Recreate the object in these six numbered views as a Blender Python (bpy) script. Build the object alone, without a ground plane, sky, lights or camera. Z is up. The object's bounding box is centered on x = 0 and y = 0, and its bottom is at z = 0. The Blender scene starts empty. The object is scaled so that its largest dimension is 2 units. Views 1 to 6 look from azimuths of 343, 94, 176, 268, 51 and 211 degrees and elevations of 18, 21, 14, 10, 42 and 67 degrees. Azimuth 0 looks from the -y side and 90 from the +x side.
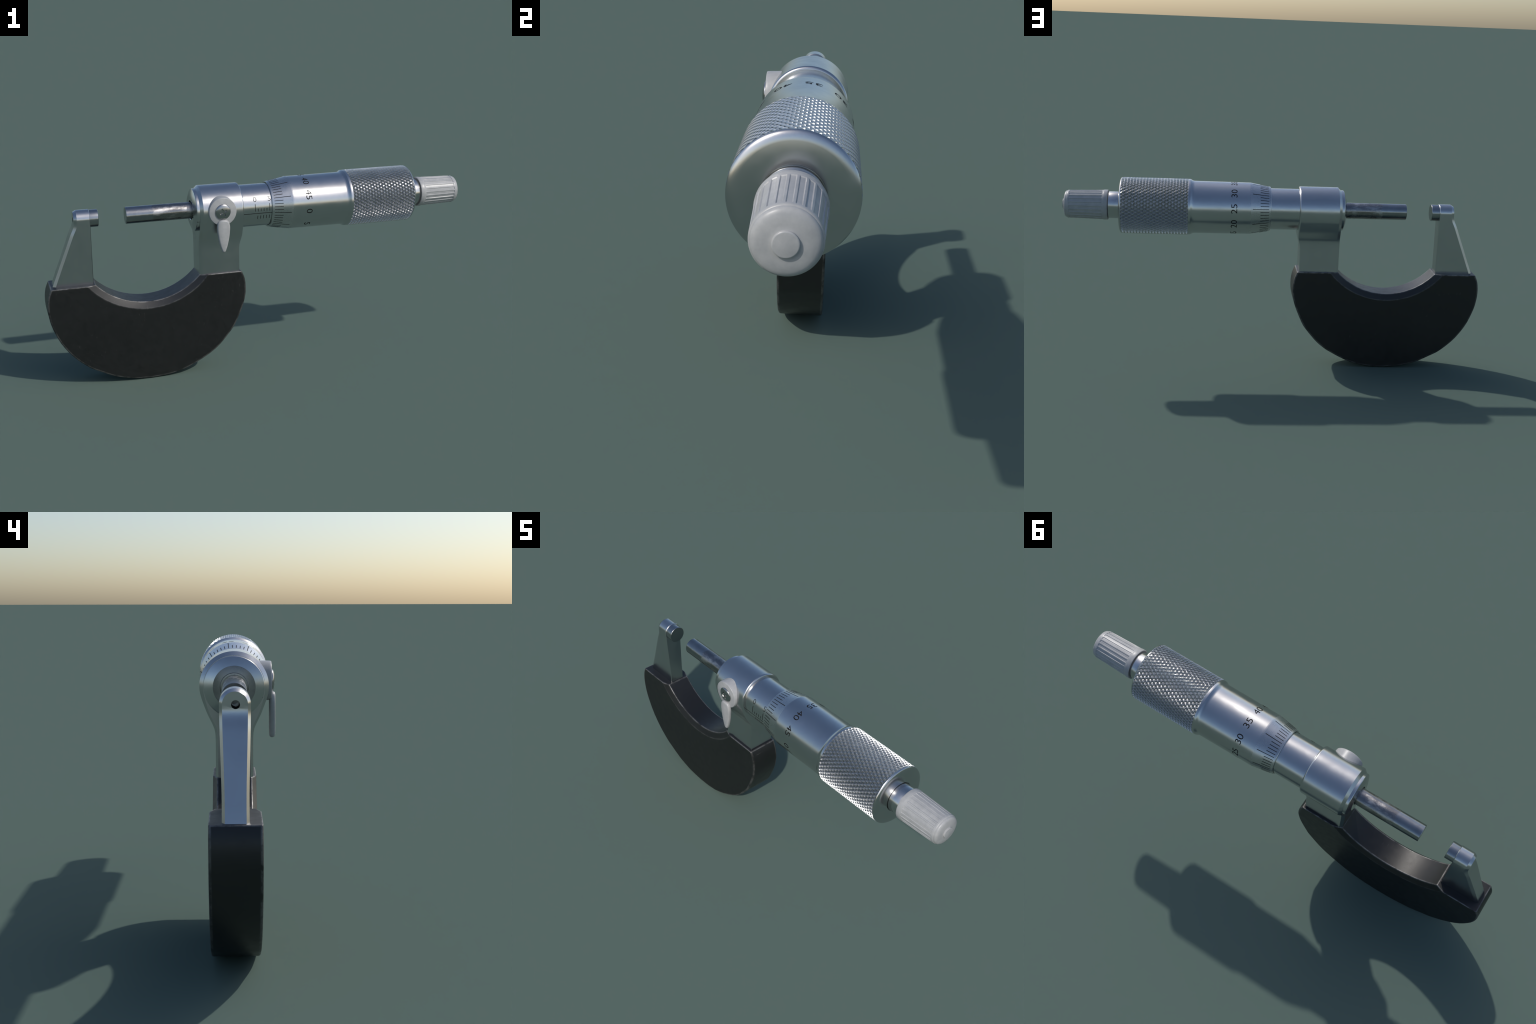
"""Outside micrometer: bowed frame with black grip, anvil, spindle, graduated sleeve
and thimble, knurled grip, ratchet knob and spindle lock lever.
Frame: metres, measuring axis parallel to x at y = 0, z = AXIS_Z."""
import bpy, bmesh, math
from math import pi, sin, cos, sqrt, radians, floor
from mathutils import Vector, Matrix

AXIS_Z = 0.768            # height of the measuring axis
BOW_X = -0.5465           # x of the bow's plane of symmetry
ROOT = None


# ------------------------------------------------------------------ node helpers
def new_mat(name):
    m = bpy.data.materials.new(name)
    m.use_nodes = True
    nt = m.node_tree
    nt.nodes.clear()
    out = nt.nodes.new('ShaderNodeOutputMaterial')
    b = nt.nodes.new('ShaderNodeBsdfPrincipled')
    nt.links.new(b.outputs['BSDF'], out.inputs['Surface'])
    return m, nt, b


def coords(nt, scale=(1, 1, 1), loc=(0, 0, 0)):
    tc = nt.nodes.new('ShaderNodeTexCoord')
    mp = nt.nodes.new('ShaderNodeMapping')
    mp.inputs['Scale'].default_value = scale
    mp.inputs['Location'].default_value = loc
    nt.links.new(tc.outputs['Object'], mp.inputs['Vector'])
    return mp.outputs['Vector']


def noise(nt, vec, scale, detail=4, rough=0.55):
    n = nt.nodes.new('ShaderNodeTexNoise')
    n.inputs['Scale'].default_value = scale
    n.inputs['Detail'].default_value = detail
    n.inputs['Roughness'].default_value = rough
    nt.links.new(vec, n.inputs['Vector'])
    return n.outputs['Fac']


def ramp(nt, fac, stops):
    r = nt.nodes.new('ShaderNodeValToRGB')
    els = r.color_ramp.elements
    while len(els) < len(stops):
        els.new(0.5)
    for e, (p, c) in zip(els, stops):
        e.position = p
        e.color = (c[0], c[1], c[2], 1) if hasattr(c, '__len__') else (c, c, c, 1)
    nt.links.new(fac, r.inputs['Fac'])
    return r.outputs['Color']


def math_node(nt, op, a, b=None):
    n = nt.nodes.new('ShaderNodeMath')
    n.operation = op
    n.use_clamp = op in ('MULTIPLY', 'ADD')
    for i, v in enumerate((a, b)):
        if v is None:
            continue
        if isinstance(v, (int, float)):
            n.inputs[i].default_value = v
        else:
            nt.links.new(v, n.inputs[i])
    return n.outputs[0]


def mix_col(nt, fac, a, b):
    n = nt.nodes.new('ShaderNodeMix')
    n.data_type = 'RGBA'
    for idx, v in ((0, fac), (6, a), (7, b)):
        if isinstance(v, (int, float)):
            n.inputs[idx].default_value = v
        elif isinstance(v, tuple):
            n.inputs[idx].default_value = (*v, 1)
        else:
            nt.links.new(v, n.inputs[idx])
    return n.outputs[2]


def bump(nt, bsdf, height, strength, dist=0.001):
    n = nt.nodes.new('ShaderNodeBump')
    n.inputs['Strength'].default_value = strength
    n.inputs['Distance'].default_value = dist
    nt.links.new(height, n.inputs['Height'])
    nt.links.new(n.outputs['Normal'], bsdf.inputs['Normal'])


# ------------------------------------------------------------------ materials
def satin_steel(name, base, rough, grain=0.0, spread=0.03):
    m, nt, b = new_mat(name)
    v = coords(nt)
    f = noise(nt, v, 9.0, 5)
    lo = tuple(c * (1 - spread) for c in base)
    hi = tuple(c * (1 + spread) for c in base)
    nt.links.new(ramp(nt, f, [(0.3, lo), (0.7, hi)]), b.inputs['Base Color'])
    r = ramp(nt, noise(nt, v, 22.0, 6), [(0.3, rough * 0.88), (0.7, rough * 1.12)])
    nt.links.new(r, b.inputs['Roughness'])
    b.inputs['Metallic'].default_value = 1.0
    if grain:
        bump(nt, b, noise(nt, v, 420.0, 2), grain, 0.0006)
    return m


KNURL_X0, KNURL_X1, KNURL_AROUND, KNURL_ALONG = 0.4120, 0.7240, 50, 11


def knurled_steel():
    """steel whose fine grain follows the knurling: steep-walled three-sided pits between
    two families of helices and a family of rings, in step with the mesh relief"""
    m, nt, b = new_mat('knurled_steel')
    v = coords(nt, loc=(0, 0, -AXIS_Z))
    sep = nt.nodes.new('ShaderNodeSeparateXYZ')
    nt.links.new(v, sep.inputs[0])

    def op(kind, a, b_=None, c=None):
        n = math_node(nt, kind, a, b_)
        n.node.use_clamp = False
        if c is not None:
            n.node.inputs[2].default_value = c
        return n
    neg_y = op('MULTIPLY', sep.outputs['Y'], -1.0)
    ang = op('MULTIPLY', op('ARCTAN2', sep.outputs['Z'], neg_y), KNURL_AROUND / (2 * pi))
    pitch = (KNURL_X1 - KNURL_X0) / KNURL_ALONG
    ax = op('MULTIPLY', op('SUBTRACT', sep.outputs['X'], KNURL_X0), 1 / pitch)
    near = lambda t: op('PINGPONG', t, 0.5)
    du, dv, dw = near(op('ADD', ax, ang)), near(op('SUBTRACT', ax, ang)), near(op('MULTIPLY', ax, 2.0))
    d = op('MINIMUM', op('MINIMUM', du, dv), dw)
    h = op('MULTIPLY', op('MAXIMUM', d, 0.02), -3.2)
    bump(nt, b, h, 1.0, 0.0108)
    nt.links.new(ramp(nt, noise(nt, v, 14.0, 4), [(0.3, (0.57, 0.58, 0.59)), (0.7, (0.62, 0.63, 0.64))]),
                 b.inputs['Base Color'])
    nt.links.new(ramp(nt, noise(nt, v, 40.0, 4), [(0.3, 0.20), (0.7, 0.26)]), b.inputs['Roughness'])
    b.inputs['Metallic'].default_value = 1.0
    return m


def stained_spindle():
    """dark steel, polished at the measuring end; a handled, brown-stained band
    with a ragged edge nearer the holder"""
    m, nt, b = new_mat('stained_spindle_steel')
    v = coords(nt)
    sep = nt.nodes.new('ShaderNodeSeparateXYZ')
    nt.links.new(v, sep.inputs[0])
    wob = noise(nt, v, 38.0, 5, 0.65)
    x = math_node(nt, 'MULTIPLY_ADD', wob, 0.05)
    x.node.use_clamp = False
    nt.links.new(sep.outputs['X'], x.node.inputs[2])
    mr = nt.nodes.new('ShaderNodeMapRange')
    mr.inputs['From Min'].default_value = -0.489
    mr.inputs['From Max'].default_value = -0.480
    nt.links.new(x, mr.inputs['Value'])
    mask = mr.outputs['Result']
    streak = noise(nt, coords(nt, (14, 34, 34)), 1.25, 6, 0.68)
    stain = ramp(nt, streak, [(0.38, (0.46, 0.45, 0.445)), (0.5, (0.29, 0.28, 0.278)), (0.66, (0.255, 0.246, 0.242))])
    clean = ramp(nt, noise(nt, v, 30, 4), [(0.3, (0.30, 0.31, 0.32)), (0.7, (0.35, 0.36, 0.37))])
    nt.links.new(mix_col(nt, mask, clean, stain), b.inputs['Base Color'])
    rs = ramp(nt, streak, [(0.40, 0.37), (0.50, 0.29), (0.60, 0.19)])
    nt.links.new(mix_col(nt, mask, (0.20, 0.20, 0.20), rs), b.inputs['Roughness'])
    b.inputs['Metallic'].default_value = 1.0
    bump(nt, b, streak, 0.25, 0.002)
    return m


def black_enamel():
    """semi-gloss black coating with dust, hair scratches and edge wear"""
    m, nt, b = new_mat('black_enamel')
    v = coords(nt)
    base = ramp(nt, noise(nt, v, 5.0, 6, 0.6), [(0.3, (0.0062, 0.0064, 0.0066)), (0.7, (0.0092, 0.0094, 0.0096))])
    # bare, rubbed edges: Bevel normal deviates from the true normal near edges
    bev = nt.nodes.new('ShaderNodeBevel')
    bev.samples = 6
    bev.inputs['Radius'].default_value = 0.007
    geo = nt.nodes.new('ShaderNodeNewGeometry')
    dot = nt.nodes.new('ShaderNodeVectorMath')
    dot.operation = 'DOT_PRODUCT'
    nt.links.new(bev.outputs['Normal'], dot.inputs[0])
    nt.links.new(geo.outputs['Normal'], dot.inputs[1])
    dev = math_node(nt, 'SUBTRACT', 1.0, dot.outputs['Value'])
    edge = ramp(nt, dev, [(0.0015, 0.0), (0.020, 1.0)])
    patch = ramp(nt, noise(nt, v, 26.0, 6, 0.7), [(0.38, 0.0), (0.56, 1.0)])
    wear = math_node(nt, 'MULTIPLY', math_node(nt, 'MULTIPLY', edge, patch), 0.75)
    # hair scratches and dust specks
    scr = ramp(nt, noise(nt, coords(nt, (60, 8, 18)), 3.0, 3, 0.5), [(0.67, 0.0), (0.72, 1.0)])
    gate = ramp(nt, noise(nt, v, 7.0, 3), [(0.52, 0.0), (0.64, 1.0)])
    fine = math_node(nt, 'MULTIPLY', math_node(nt, 'MULTIPLY', scr, gate), 0.45)
    speck = ramp(nt, noise(nt, v, 210.0, 2), [(0.70, 0.0), (0.78, 1.0)])
    fine2 = math_node(nt, 'ADD', fine, math_node(nt, 'MULTIPLY', speck, 0.22))
    col = mix_col(nt, fine2, base, (0.075, 0.072, 0.068))
    col = mix_col(nt, wear, col, (0.38, 0.37, 0.36))
    nt.links.new(wear, b.inputs['Metallic'])
    nt.links.new(col, b.inputs['Base Color'])
    r = ramp(nt, noise(nt, v, 30.0, 6, 0.65), [(0.3, 0.34), (0.7, 0.46)])
    nt.links.new(r, b.inputs['Roughness'])
    b.inputs['Specular IOR Level'].default_value = 0.55
    bump(nt, b, noise(nt, v, 160.0, 4, 0.6), 0.10, 0.0012)
    return m


def pale_plastic():
    m, nt, b = new_mat('pale_grey_plastic')
    v = coords(nt)
    c = ramp(nt, noise(nt, v, 34.0, 6, 0.65), [(0.3, (0.33, 0.335, 0.34)), (0.7, (0.415, 0.415, 0.415))])
    nt.links.new(c, b.inputs['Base Color'])
    b.inputs['Roughness'].default_value = 0.38
    bump(nt, b, noise(nt, v, 150.0, 3), 0.08, 0.001)
    return m


def black_ink():
    m, nt, b = new_mat('black_engraved_ink')
    v = coords(nt)
    nt.links.new(ramp(nt, noise(nt, v, 60.0, 3), [(0.3, (0.008, 0.008, 0.008)), (0.7, (0.016, 0.016, 0.016))]),
                 b.inputs['Base Color'])
    b.inputs['Roughness'].default_value = 0.6
    b.inputs['Specular IOR Level'].default_value = 0.08
    return m


def hole_shade():  # near-black colour standing in for shade inside the drilled hole
    m, nt, b = new_mat('painted_hole_shade')
    v = coords(nt)
    nt.links.new(ramp(nt, noise(nt, v, 20.0, 3), [(0.3, (0.012, 0.012, 0.013)), (0.7, (0.02, 0.02, 0.02))]),
                 b.inputs['Base Color'])
    b.inputs['Roughness'].default_value = 0.6
    return m


STEEL = satin_steel('satin_chrome', (0.56, 0.565, 0.57), 0.22)
STEEL_MATT = satin_steel('matt_chrome', (0.58, 0.585, 0.59), 0.28, grain=0.09)
STEEL_FRAME = satin_steel('satin_frame_steel', (0.55, 0.555, 0.56), 0.24)
STEEL_KNURL = knurled_steel()
STEEL_DARK = satin_steel('dark_anvil_steel', (0.36, 0.37, 0.38), 0.24, spread=0.08)
STEEL_SCREW = satin_steel('screw_steel', (0.42, 0.42, 0.42), 0.25)
SPINDLE = stained_spindle()
ENAMEL = black_enamel()
PLASTIC = pale_plastic()
INK = black_ink()
HOLE_SHADE = hole_shade()


# ------------------------------------------------------------------ mesh helpers
def finish(name, bm, mat, parent, angle=30):
    bmesh.ops.recalc_face_normals(bm, faces=bm.faces[:])
    me = bpy.data.meshes.new(name)
    bm.to_mesh(me)
    bm.free()
    if angle is not None:
        me.polygons.foreach_set('use_smooth', [True] * len(me.polygons))
        me.set_sharp_from_angle(angle=radians(angle))
    me.materials.append(mat)
    ob = bpy.data.objects.new(name, me)
    bpy.context.scene.collection.objects.link(ob)
    ob.parent = parent
    return ob


def bake_modifiers(ob, angle=30):
    dg = bpy.context.evaluated_depsgraph_get()
    me = bpy.data.meshes.new_from_object(ob.evaluated_get(dg))
    old = ob.data
    ob.modifiers.clear()
    ob.data = me
    me.name = ob.name
    bpy.data.meshes.remove(old)
    me.polygons.foreach_set('use_smooth', [True] * len(me.polygons))
    me.set_sharp_from_angle(angle=radians(angle))


def weight_normals(ob):
    """large flat faces keep flat shading; their small bevels take the bend"""
    wn = ob.modifiers.new('weighted', 'WEIGHTED_NORMAL')
    wn.weight, wn.keep_sharp = 100, True
    dg = bpy.context.evaluated_depsgraph_get()
    me = bpy.data.meshes.new_from_object(ob.evaluated_get(dg))
    old = ob.data
    ob.modifiers.clear()
    ob.data = me
    bpy.data.meshes.remove(old)
    me.name = ob.name


def on_axis(x, r, a):
    """point at radius r about the measuring axis; a = 0 faces the front (-y), 90 deg is up"""
    return Vector((x, -r * cos(a), AXIS_Z + r * sin(a)))


def revolve(name, profile, mat, parent, seg=96, angle=30, closed=False, rfun=None):
    """turned part: profile of (x, r) about the measuring axis; ends are capped unless closed"""
    bm = bmesh.new()
    rings = []
    for x, r in profile:
        if r < 1e-6:
            rings.append([bm.verts.new(on_axis(x, 0, 0))])
        else:
            rings.append([bm.verts.new(on_axis(x, rfun(x, r, 2 * pi * i / seg) if rfun else r, 2 * pi * i / seg))
                          for i in range(seg)])
    pairs = list(zip(rings, rings[1:]))
    if closed:
        pairs.append((rings[-1], rings[0]))
    for a, b in pairs:
        for i in range(seg):
            j = (i + 1) % seg
            if len(a) == 1:
                bm.faces.new((a[0], b[i], b[j]))
            elif len(b) == 1:
                bm.faces.new((a[i], b[0], a[j]))
            else:
                bm.faces.new((a[i], b[i], b[j], a[j]))
    if not closed:
        for ring in (rings[0], rings[-1]):
            if len(ring) > 1:
                bm.faces.new(ring)
    return finish(name, bm, mat, parent, angle)


def fillet(cx, cr, rad, a0, a1, n=5):
    """arc of a profile, angles in degrees, 0 along +x and 90 along +r"""
    return [(cx + rad * cos(radians(a0 + (a1 - a0) * i / n)), cr + rad * sin(radians(a0 + (a1 - a0) * i / n)))
            for i in range(n + 1)]


def bridge(bm, a, b, close=True):
    n = len(a)
    for i in range(n if close else n - 1):
        j = (i + 1) % n
        bm.faces.new((a[i], a[j], b[j], b[i]))


def smooth_curve(pts, n):
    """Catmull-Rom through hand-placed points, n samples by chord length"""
    P = [Vector(p) for p in pts]
    P = [2 * P[0] - P[1]] + P + [2 * P[-1] - P[-2]]
    dense = []
    for k in range(1, len(P) - 2):
        p0, p1, p2, p3 = P[k - 1:k + 3]
        for i in range(40):
            t = i / 40
            dense.append(0.5 * ((2 * p1) + (p2 - p0) * t + (2 * p0 - 5 * p1 + 4 * p2 - p3) * t * t
                                + (3 * p1 - p0 - 3 * p2 + p3) * t ** 3))
    dense.append(P[-2])
    acc = [0]
    for a, b in zip(dense, dense[1:]):
        acc.append(acc[-1] + (b - a).length)
    out, k = [], 0
    for i in range(n + 1):
        s = acc[-1] * i / n
        while k < len(acc) - 2 and acc[k + 1] < s:
            k += 1
        f = (s - acc[k]) / max(acc[k + 1] - acc[k], 1e-9)
        out.append(dense[k].lerp(dense[k + 1], min(max(f, 0), 1)))
    return out


def smoothstep(a, b, x):
    t = min(max((x - a) / (b - a), 0), 1)
    return t * t * (3 - 2 * t)


# ------------------------------------------------------------------ frame
def build_grip(parent):
    """half-moon black grip: lofted from the inner bow to the outer outline"""
    top, half_y, edge = 0.476, 0.0702, 0.0065
    # outer outline from the foot upward: (distance from the middle, height); the anvil side is
    # a little fuller than the thimble side
    crown = [(0.4515, 0.3560), (0.4535, 0.4040), (0.4475, 0.4440), (0.4345, top)]
    foot = [(0.0, 0.0), (0.075, 0.0050), (0.135, 0.0173)]
    fuller = foot + [(0.180, 0.0315), (0.2420, 0.0622), (0.2880, 0.0885), (0.3530, 0.1465), (0.4060, 0.2200),
                     (0.4390, 0.2980)] + crown
    leaner = foot + [(0.180, 0.0335), (0.2390, 0.0630), (0.2860, 0.0915), (0.3305, 0.1290), (0.3845, 0.1930),
                     (0.4045, 0.2260), (0.4365, 0.3000)] + crown
    left_side, right_side = smooth_curve(fuller, 60), smooth_curve(leaner, 60)
    outer = [Vector((-p.x, p.y)) for p in reversed(left_side)] + right_side[1:]
    n = len(outer)
    nrm = []
    for i in range(n):
        t = (outer[min(i + 1, n - 1)] - outer[max(i - 1, 0)]).normalized()
        nrm.append(Vector((t.y, -t.x)))
    nrm[0], nrm[-1] = Vector((-1, 0)), Vector((1, 0))     # keep the end sections level

    def arc(R, cz):
        a1 = math.asin((top - cz) / R)
        return [Vector((R * cos(a), cz + R * sin(a))) for a in
                [(-pi - a1) + (2 * a1 + pi) * i / (n - 1) for i in range(n)]]
    inner, cham = arc(0.3225, 0.695), arc(0.3505, 0.6935)
    bm = bmesh.new()
    rings = []
    for i in range(n):
        sec = [(inner[i], -0.0555), (cham[i], -half_y)]
        for k in range(7):
            a = radians(90 * k / 6)
            sec.append((outer[i] - nrm[i] * edge * (1 - sin(a)), -half_y + edge * (1 - cos(a))))
        sec += [(p, -y) for p, y in reversed(sec)]
        rings.append([bm.verts.new((BOW_X + p.x, y, p.y)) for p, y in sec])
    for a, b in zip(rings, rings[1:]):
        bridge(bm, a, b)
    bm.faces.new(rings[0])
    bm.faces.new(rings[-1])
    ob = finish('grip', bm, ENAMEL, parent)
    bv = ob.modifiers.new('edge', 'BEVEL')
    bv.width, bv.segments, bv.limit_method, bv.angle_limit = 0.0022, 2, 'ANGLE', radians(20)
    bake_modifiers(ob, 180)
    weight_normals(ob)
    return ob


def cap_strips(bm, ring, x_of):
    """cap an inverted-U outline by strips that join left and right at equal heights"""
    n = len(ring)
    for i in range(n // 2 - 1):
        a, b, c, d = ring[i], ring[i + 1], ring[n - 2 - i], ring[n - 1 - i]
        if b is c:
            bm.faces.new((a, b, d))
        else:
            bm.faces.new((a, b, c, d))
    if n % 2:
        m = n // 2
        bm.faces.new((ring[m - 1], ring[m], ring[m + 1]))


def build_anvil_arm(parent):
    """tapering arm with a half-round head; the outer rim is chamfered, the head drilled"""
    z0, R = 0.468, 0.0418
    side = [0.0355 + (R - 0.0355) * smoothstep(0.12, 1.05, i / 30) for i in range(31)]
    zs = [z0 + (AXIS_Z - z0) * i / 30 for i in range(31)]
    left = list(zip([-s for s in side], zs))
    arc = [(-R * cos(pi * i / 32), AXIS_Z + R * sin(pi * i / 32)) for i in range(1, 32)]
    line = left + arc + [(-y, z) for y, z in reversed(left)]
    n = len(line)

    def x_face(z):                      # slanted back of the arm, upright at the head
        slant = -0.9685 + (z - 0.477) * 0.394
        k = smoothstep(0.705, 0.785, z)
        return min(slant, -0.8600) * (1 - k) - 0.8600 * k

    def inset(d):
        out = []
        for i, (y, z) in enumerate(line):
            a, b = line[max(i - 1, 0)], line[min(i + 1, n - 1)]
            t = Vector((b[0] - a[0], b[1] - a[1])).normalized()
            out.append((y + t.y * d, z - t.x * d))
        return out

    bm = bmesh.new()
    spec = [(0.0022, lambda z: -0.7895),
            (0.0, lambda z: -0.7918),
            (0.0, lambda z: x_face(z) + 0.0130), (0.0078, x_face)]
    rings = []
    for d, xf in spec:
        rings.append([bm.verts.new((xf(z), y, z)) for y, z in inset(d)])
    for a, b in zip(rings, rings[1:]):
        bridge(bm, a, b, close=False)
    for r in (rings[0], rings[-1]):
        cap_strips(bm, r, None)
    bm.faces.new([r[0] for r in rings] + [r[-1] for r in reversed(rings)])
    bm.faces.ensure_lookup_table()
    ob = finish('anvil_arm', bm, STEEL_FRAME, parent, 22)
    # drilled hole along the axis; its shade is coloured onto the walls
    cut = revolve('drill', [(-0.90, 0.0), (-0.90, 0.0117), (-0.770, 0.0117), (-0.770, 0.0)], STEEL_FRAME, None, 40)
    ob.data.materials.append(HOLE_SHADE)
    cut.data.materials.append(HOLE_SHADE)
    cut.data.polygons.foreach_set('material_index', [1] * len(cut.data.polygons))
    bo = ob.modifiers.new('hole', 'BOOLEAN')
    bo.object, bo.operation, bo.solver = cut, 'DIFFERENCE', 'EXACT'
    bake_modifiers(ob, 22)
    bpy.data.objects.remove(cut)
    return ob


def build_holder(parent):
    """spindle holder: a barrel that flares down into the frame's pillar"""
    R, z0 = 0.1107, 0.468
    flare = smooth_curve([(0.0600, z0), (0.0600, 0.530), (0.0602, 0.600), (0.0630, 0.628), (0.0703, 0.6475),
                          (0.0840, 0.6755), (0.0930, 0.6980), (0.1035, 0.7268)], 44)
    left = [(-p.x, p.y) for p in flare]
    a0 = math.atan2(0.7268 - AXIS_Z, 0.1035)
    arc = []
    for i in range(1, 64):
        a = a0 + (pi - 2 * a0) * i / 64
        arc.append((-R * cos(a), AXIS_Z + R * sin(a)))
    line = left + arc + [(-y, z) for y, z in reversed(left)]
    n = len(line)

    def inset(fd):
        out = []
        for i, (y, z) in enumerate(line):
            a, b = line[max(i - 1, 0)], line[min(i + 1, n - 1)]
            t = Vector((b[0] - a[0], b[1] - a[1])).normalized()
            d = fd(z)
            out.append((y + t.y * d, z - t.x * d))
        return out
    wide = lambda z: 0.0075 + 0.0050 * smoothstep(0.67, 0.77, z)
    x_end = lambda z: -0.1090 - 0.0125 * (1 - smoothstep(0.585, 0.655, z))
    spec = [(lambda z: wide(z), lambda z: -0.3102), (lambda z: 0.0, lambda z: -0.2965)]
    for k in range(6):
        a = radians(90 * k / 5)
        spec.append((lambda z, a=a: (0.001 + 0.0075 * smoothstep(0.62, 0.72, z)) * (1 - cos(a)),
                     lambda z, a=a: x_end(z) - (0.001 + 0.0075 * smoothstep(0.62, 0.72, z)) * (1 - sin(a))))
    bm = bmesh.new()
    rings = []
    for d, xf in spec:
        rings.append([bm.verts.new((xf(z), y, z)) for y, z in inset(d)])
    for a, b in zip(rings, rings[1:]):
        bridge(bm, a, b, close=False)
    cap_strips(bm, rings[0], None)
    cap_strips(bm, rings[-1], None)
    bm.faces.new([r[0] for r in rings] + [r[-1] for r in reversed(rings)])
    ob = finish('spindle_holder', bm, STEEL_FRAME, parent, 28)
    weight_normals(ob)
    return ob


# ------------------------------------------------------------------ markings
def curved_patch(name, x0, x1, a0, a1, radius_at, mat, parent, thick=0.0003):
    """a thin raised mark that follows a turned surface; angles in degrees"""
    nx = max(2, int(abs(x1 - x0) / 0.01) + 1)
    na = max(2, int(abs(a1 - a0) / 1.5) + 1)
    bm = bmesh.new()
    layers = []
    for h in (-0.0006, thick):
        layers.append([[bm.verts.new(on_axis(x0 + (x1 - x0) * i / nx,
                                             radius_at(x0 + (x1 - x0) * i / nx) + h,
                                             radians(a0 + (a1 - a0) * j / na)))
                        for j in range(na + 1)] for i in range(nx + 1)])
    top = layers[1]
    for i in range(nx):
        for j in range(na):
            bm.faces.new((top[i][j], top[i + 1][j], top[i + 1][j + 1], top[i][j + 1]))
    rim = lambda g: [g[i][0] for i in range(nx + 1)] + [g[nx][j] for j in range(1, na + 1)] + \
                    [g[i][na] for i in range(nx - 1, -1, -1)] + [g[0][j] for j in range(na - 1, 0, -1)]
    bridge(bm, rim(layers[0]), rim(layers[1]))
    return finish(name, bm, mat, parent, 40)


def numeral_mesh(text, height, width_scale=1.0, bold=0.0):
    """text mesh centred on its own middle, in the xy plane, cap height = height"""
    cu = bpy.data.curves.new('numeral_curve', 'FONT')
    cu.body = text
    cu.resolution_u = 6
    cu.offset = bold
    ob = bpy.data.objects.new('numeral_curve', cu)
    bpy.context.scene.collection.objects.link(ob)
    dg = bpy.context.evaluated_depsgraph_get()
    dg.update()
    me = bpy.data.meshes.new_from_object(ob.evaluated_get(dg))
    bpy.data.objects.remove(ob)
    bpy.data.curves.remove(cu)
    bm = bmesh.new()
    bm.from_mesh(me)
    bpy.data.meshes.remove(me)
    xs = [v.co.x for v in bm.verts]
    ys = [v.co.y for v in bm.verts]
    k = height / (max(ys) - min(ys))
    mx, my = (max(xs) + min(xs)) / 2, (max(ys) + min(ys)) / 2
    for v in bm.verts:
        v.co = Vector(((v.co.x - mx) * k * width_scale, (v.co.y - my) * k, 0))
    # cut into narrow strips so that it can bend round the cylinder
    for axis in (0, 1):
        lim = 0.03
        s = -lim
        while s < lim:
            co, no = [0, 0, 0], [0, 0, 0]
            co[axis], no[axis] = s, 1
            bmesh.ops.bisect_plane(bm, geom=bm.verts[:] + bm.edges[:] + bm.faces[:], plane_co=co, plane_no=no)
            s += 0.003
    bmesh.ops.triangulate(bm, faces=bm.faces[:])
    return bm


def wrapped_numeral(text, height, x_c, a_c, radius, up_along_x, parent, bold=0.0, width_scale=1.22):
    """numeral bent round the axis. up_along_x: tops of the digits point along +x (thimble),
    otherwise they stand upright round the circumference (sleeve)"""
    bm = numeral_mesh(text, height, width_scale, bold)
    geom = bmesh.ops.extrude_face_region(bm, geom=bm.faces[:])
    lifted = {v for v in geom['geom'] if isinstance(v, bmesh.types.BMVert)}
    for v in bm.verts:
        h = radius + (0.00018 if v in lifted else -0.0006)
        if up_along_x:
            x, a = x_c + v.co.y, radians(a_c) - v.co.x / radius
        else:
            x, a = x_c + v.co.x, radians(a_c) + v.co.y / radius
        v.co = on_axis(x, h, a)
    return finish('numeral', bm, INK, parent, 40)


# ------------------------------------------------------------------ turned parts
SLEEVE_R = 0.0978
TH0, TH1 = 0.0265, 0.122               # cone of the thimble, from / to
def thimble_r(x):
    return 0.1048 + (0.1222 - 0.1048) * min(max((x - TH0) / (TH1 - TH0), 0), 1) + \
           0.0012 * min(max((x - TH1) / 0.26, 0), 1)


def build_sleeve(parent):
    sleeve = revolve('sleeve', [(-0.200, SLEEVE_R - 0.002), (-0.200, SLEEVE_R), (-0.05, SLEEVE_R), (0.05, SLEEVE_R),
                                (0.05, 0.09)], STEEL, parent)
    flat = lambda x: SLEEVE_R
    a_line = -9.4
    curved_patch('datum_line', -0.1085, 0.034, a_line - 0.75, a_line + 0.75, flat, INK, sleeve)
    pitch, x0 = 0.01374, -0.0540
    for k in range(6):                                   # millimetres, above the datum line
        x = x0 + k * pitch
        a1 = 16.3 if k % 5 == 0 else 4.1
        curved_patch('graduation', x - 0.0013, x + 0.0013, -3.5, a1, flat, INK, sleeve)
    for k in range(5):                                   # half millimetres, below it
        x = x0 + (k + 1) * pitch - 0.0004
        curved_patch('graduation', x - 0.0013, x + 0.0013, -26.4, -15.9, flat, INK, sleeve)
    wrapped_numeral('0', 0.0232, x0 + 0.0005, 28.9, SLEEVE_R, False, sleeve, bold=-0.012, width_scale=1.06)
    wrapped_numeral('5', 0.0232, x0 + 5 * pitch, 28.9, SLEEVE_R, False, sleeve, bold=-0.012, width_scale=1.06)
    return sleeve


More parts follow.
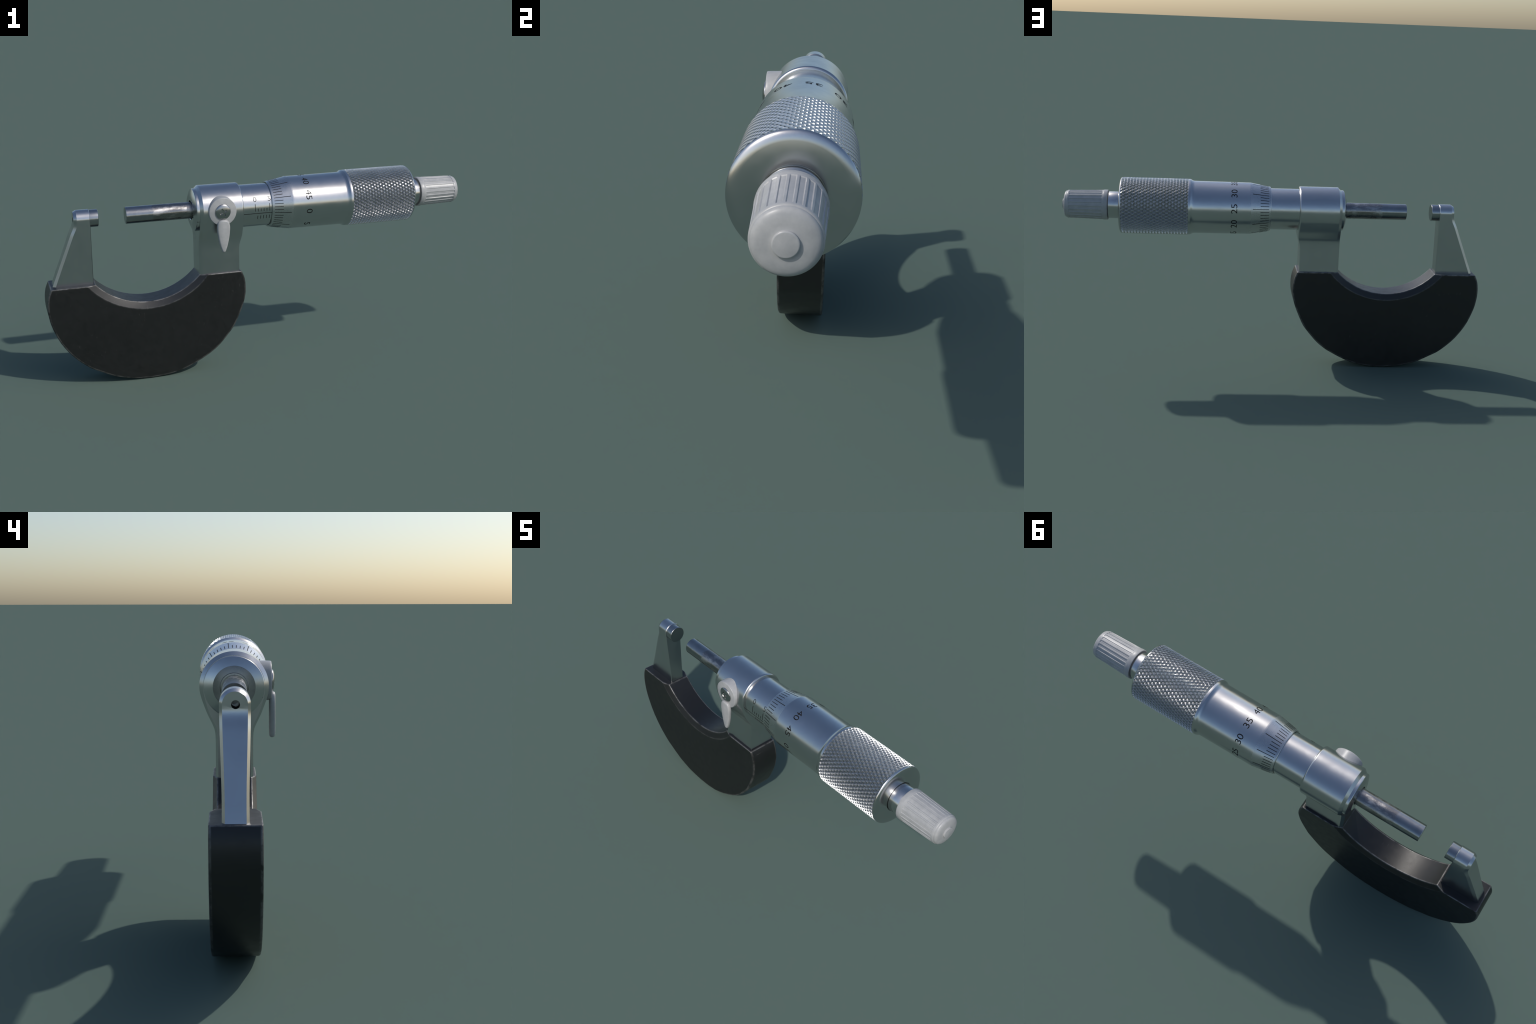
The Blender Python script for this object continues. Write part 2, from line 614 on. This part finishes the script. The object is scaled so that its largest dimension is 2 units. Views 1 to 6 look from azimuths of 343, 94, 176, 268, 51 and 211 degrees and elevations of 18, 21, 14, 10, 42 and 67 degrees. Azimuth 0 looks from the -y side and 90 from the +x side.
def build_thimble(parent):
    cone = revolve('thimble', [(TH0 + 0.020, 0.0985), (TH0, 0.0990), (TH0 - 0.0008, 0.1000), (TH0 - 0.0008, 0.1036),
                               (TH0 + 0.001, 0.1050), (TH0 + 0.05, thimble_r(TH0 + 0.05)),
                               (TH1 - 0.003, thimble_r(TH1 - 0.003)), (TH1, thimble_r(TH1)),
                               (TH1 + 0.005, thimble_r(TH1 + 0.005)), (0.25, thimble_r(0.25)),
                               (0.384, thimble_r(0.384))]
                   + [(0.3900, 0.1240), (0.3945, 0.1256), (0.3985, 0.1284), (0.4030, 0.1308), (0.4075, 0.1314),
                      (0.4125, 0.1314), (0.4125, 0.120)], STEEL, parent, angle=20)
    cone.data.materials.append(STEEL_MATT)
    for p in cone.data.polygons:                          # the graduated cone is left matt
        if TH0 < p.center.x < TH1 - 0.001:
            p.material_index = 1
    zero = -8.6
    proto = {}
    for k in range(50):
        major = k % 5 == 0
        # build once facing the front, then turn copies about the axis
        if major not in proto:
            proto[major] = curved_patch('graduation', 0.0360, 0.1130 if major else 0.0763, -0.68, 0.68,
                                        thimble_r, INK, cone)
            ob = proto[major]
        else:
            ob = proto[major].copy()
            bpy.context.scene.collection.objects.link(ob)
        ang = -radians(zero - 7.2 * k)
        T = Matrix.Translation((0, 0, AXIS_Z))
        ob.matrix_local = T @ Matrix.Rotation(ang, 4, 'X') @ T.inverted()
    for k in range(10):
        wrapped_numeral(str(5 * k), 0.0282, 0.1990, zero - 36 * k, thimble_r(0.199), True, cone)

    # knurled grip: crossing helical ridges and rings enclose three-sided pits
    x0, x1, around, along, sub = KNURL_X0, KNURL_X1, KNURL_AROUND, KNURL_ALONG, 12
    R, depth = 0.1320, 0.0010
    dist = lambda t: abs(t - floor(t + 0.5))
    def pit(i, j):                                        # 0 on a ridge, 1 in the middle of a pit
        u, v, w = (i + j) / sub, (i - j) / sub, 2 * i / sub
        return min(1.0, 3.2 * max(0.0, min(dist(u), dist(v), dist(w)) - 0.02))
    bm = bmesh.new()
    ni, nj = along * sub, around * sub
    def pt(i, j):
        fade = min(1, i / 3, (ni - i) / 3)
        r = R - depth * pit(i, j) * fade - 0.0010 * (1 - fade)
        return bm.verts.new(on_axis(x0 + (x1 - x0) * i / ni, r, 2 * pi * j / nj))
    grid = [[pt(i, j) for j in range(nj)] for i in range(ni + 1)]
    for i in range(ni):
        for j in range(nj):
            k = (j + 1) % nj
            a, b, c, d = grid[i][j], grid[i + 1][j], grid[i + 1][k], grid[i][k]
            if (i + j) % 2 == 0:
                bm.faces.new((a, b, c)); bm.faces.new((a, c, d))
            else:
                bm.faces.new((a, b, d)); bm.faces.new((b, c, d))
    for ring, x in ((grid[0], x0), (grid[-1], x1)):
        inner = [bm.verts.new(on_axis(x, 0.118, 2 * pi * j / nj)) for j in range(nj)]
        bridge(bm, ring, inner)
    finish('knurled_grip', bm, STEEL_KNURL, cone, 18)
    end = revolve('end_collar', [(0.7200, 0.120), (0.7235, 0.1300)]
                  + [(0.7240, 0.1308), (0.7252, 0.1312), (0.7275, 0.1300), (0.7300, 0.1270), (0.7320, 0.1225),
                     (0.7336, 0.1170), (0.7346, 0.1110), (0.7366, 0.0900), (0.7382, 0.0700), (0.7384, 0.0662), (0.7375, 0.0652), (0.7290, 0.0650),
                     (0.7290, 0.050)], STEEL, cone, angle=40)
    return cone


def build_ratchet(parent):
    stem = revolve('ratchet_stem', [(0.7250, 0.0625), (0.7380, 0.0628),
                                    (0.7850, 0.0632), (0.7875, 0.0618), (0.7960, 0.0590), (0.7960, 0.02)],
                   STEEL, parent)
    # knob: flange, 24 shallow panels, domed end with a raised button
    panels, x_a, x_b = 24, 0.8160, 0.9660

    def fluted(x, r, a):
        if not x_a - 1e-6 <= x <= x_b + 1e-6 or r < 0.05:
            return r
        t = (a * panels / (2 * pi) + 0.37) % 1.0
        return r - 0.0021 * (smoothstep(0.14, 0.20, t) - smoothstep(0.80, 0.86, t))
    body = lambda x: 0.0692 + (0.0648 - 0.0692) * (x - 0.810) / 0.166
    prof = [(0.7930, 0.0605), (0.7900, 0.0660), (0.7892, 0.0685), (0.7902, 0.0698), (0.7925, 0.0704), (0.8060, 0.0704),
            (0.8085, 0.0700), (0.8100, 0.0694), (x_a - 0.0015, body(x_a)), (x_a, body(x_a))]
    prof += [(x_a + (x_b - x_a) * i / 6, body(x_a + (x_b - x_a) * i / 6)) for i in range(1, 7)]
    prof += [(x_b + 0.0015, body(x_b)), (0.9740, 0.0648), (0.9765, 0.0642), (0.9780, 0.0626), (0.9785, 0.0618),
             (0.9815, 0.0616), (0.9845, 0.0605), (0.9875, 0.0575), (0.9900, 0.0520), (0.9920, 0.0440),
             (0.9932, 0.0340), (0.9936, 0.0255), (0.9940, 0.0243), (0.9985, 0.0238), (0.9995, 0.0228),
             (1.0000, 0.0212), (1.0000, 0.0)]
    knob = revolve('ratchet_knob', prof, PLASTIC, parent, seg=480, angle=38, rfun=fluted)
    return knob


def build_lock(parent):
    """spindle lock: pale drafted disc, dagger-shaped lever, cross-recess screw"""
    cx, cz = -0.2120, 0.7795
    y_face = -0.1215
    def disc_ring(bm, y, r, seg=64):
        return [bm.verts.new((cx + r * cos(2 * pi * i / seg), y, cz + r * sin(2 * pi * i / seg))) for i in range(seg)]
    bm = bmesh.new()
    rings = [disc_ring(bm, y, r) for y, r in ((-0.075, 0.0655), (-0.112, 0.0640), (y_face + 0.0030, 0.0634),
                                             (y_face + 0.0008, 0.0626), (y_face, 0.0610))]
    for a, b in zip(rings, rings[1:]):
        bridge(bm, a, b)
    bm.faces.new(rings[0]); bm.faces.new(rings[-1])
    disc = finish('lock_disc', bm, PLASTIC, parent, 45)

    # lever: dagger outline, pillowed section
    outline = smooth_curve([(0.0, 0.7440), (0.0140, 0.7420), (0.0250, 0.7325), (0.0298, 0.7130), (0.0290, 0.6880),
                            (0.0250, 0.6580), (0.0180, 0.6270), (0.0105, 0.6040), (0.0058, 0.5945), (0.0, 0.5915)], 48)
    loop = [(p.x, p.y) for p in outline] + [(-p.x, p.y) for p in outline[-2:0:-1]]
    mid = (0.0, 0.685)
    bm = bmesh.new()
    rings = []
    y0 = -0.1145
    sections = [(0.0, 0.62), (0.0008, 0.80), (0.0030, 0.93), (0.0065, 0.99), (0.0100, 1.0), (0.0135, 0.985),
                (0.0168, 0.93), (0.0188, 0.84), (0.0200, 0.70)]
    for dy, _ in sections:
        ring = []
        s = _
        for x, z in loop:
            # offset the outline inward by a nearly constant amount rather than scaling it
            off = (1 - s) * 0.030
            v = Vector((x - mid[0], z - mid[1]))
            w = Vector((x, 0)) if abs(x) > 1e-6 else Vector((0, 0))
            kx = max(0.0, 1 - off / 0.0300)
            kz = max(0.0, 1 - off / 0.0765)
            ring.append(bm.verts.new((cx + 0.0005 + x * kx, y0 - dy, mid[1] + v.y * kz)))
        rings.append(ring)
    for a, b in zip(rings, rings[1:]):
        bridge(bm, a, b)
    bm.faces.new(rings[0]); bm.faces.new(rings[-1])
    finish('lock_lever', bm, PLASTIC, disc, 50)

    # screw: domed head with a cross recess
    bm = bmesh.new()
    seg, head_r, head_h = 64, 0.0352, 0.0112
    prof = [(y_face + 0.002, head_r - 0.0005), (y_face - 0.0022, head_r)]
    for k in range(1, 13):
        a = radians(90 * k / 12)
        prof.append((y_face - 0.0022 - (head_h - 0.0022) * sin(a), head_r * cos(a)))
    rings = []
    for y, r in prof[:-1]:
        rings.append([bm.verts.new((cx + r * cos(2 * pi * i / seg), y, 0.7800 + r * sin(2 * pi * i / seg)))
                      for i in range(seg)])
    for a, b in zip(rings, rings[1:]):
        bridge(bm, a, b)
    tip = bm.verts.new((cx, prof[-1][0], 0.7800))
    for i in range(seg):
        bm.faces.new((rings[-1][i], rings[-1][(i + 1) % seg], tip))
    bm.faces.new(rings[0])
    screw = finish('lock_screw', bm, STEEL_SCREW, disc, 40)
    bm = bmesh.new()
    turn = radians(24)
    outer, inner, w = 0.0215, 0.0060, 0.0050
    pts = []
    for q in range(4):
        b0 = turn + q * pi / 2
        d, s = Vector((cos(b0), sin(b0))), Vector((-sin(b0), cos(b0)))
        pts += [d * outer - s * w, d * outer + s * w, (d + s) * inner]
    lo, hi = [], []
    for p in pts:
        hi.append(bm.verts.new((cx + p.x * 1.08, -0.140, 0.7800 + p.y * 1.08)))
        lo.append(bm.verts.new((cx + p.x * 0.70, -0.1250, 0.7800 + p.y * 0.70)))
    bridge(bm, hi, lo)
    bm.faces.new(hi); bm.faces.new(lo)
    cut = finish('cross_cutter', bm, STEEL_SCREW, None)
    bo = screw.modifiers.new('cross', 'BOOLEAN')
    bo.object, bo.operation, bo.solver = cut, 'DIFFERENCE', 'EXACT'
    bake_modifiers(screw, 40)
    bpy.data.objects.remove(cut)
    return disc


# ------------------------------------------------------------------ assembly
root = bpy.data.objects.new('outside_micrometer', None)
bpy.context.scene.collection.objects.link(root)
root['label'] = 'satin steel outside micrometer with black bowed grip and knurled thimble'
root['category'] = 'micrometer'
root.location = (0, 0.0015, 0)

frame = bpy.data.objects.new('frame', None)
bpy.context.scene.collection.objects.link(frame)
frame.parent = root
build_grip(frame)
build_anvil_arm(frame)
build_holder(frame)

revolve('anvil', [(-0.7680, 0.0), (-0.7680, 0.0117), (-0.800, 0.0117), (-0.800, 0.0386), (-0.790, 0.0388)] + [(-0.760, 0.0390), (-0.7535, 0.0388), (-0.7520, 0.0374),
        (-0.7520, 0.0)], STEEL_DARK, root, 64)
collar = revolve('collar', [(-0.300, 0.0970), (-0.3170, 0.0972), (-0.3215, 0.0969), (-0.3238, 0.0952),
                            (-0.3262, 0.0900), (-0.3303, 0.0800), (-0.3338, 0.0695), (-0.3345, 0.0672),
                            (-0.3342, 0.0660), (-0.3330, 0.0455), (-0.3315, 0.0437), (-0.3150, 0.0435),
                            (-0.3150, 0.0)], STEEL, root, angle=28)
curved_patch('index_mark', -0.3245, -0.3105, -21.0, -20.2, lambda x: 0.0971, INK, collar)
spindle = revolve('spindle', [(-0.6295, 0.0), (-0.6295, 0.0370), (-0.6283, 0.0380), (-0.55, 0.0380), (-0.45, 0.0380),
                              (-0.28, 0.0380), (-0.28, 0.0)], SPINDLE, root, 64)
build_sleeve(root)
build_thimble(root)
build_ratchet(root)
build_lock(root)
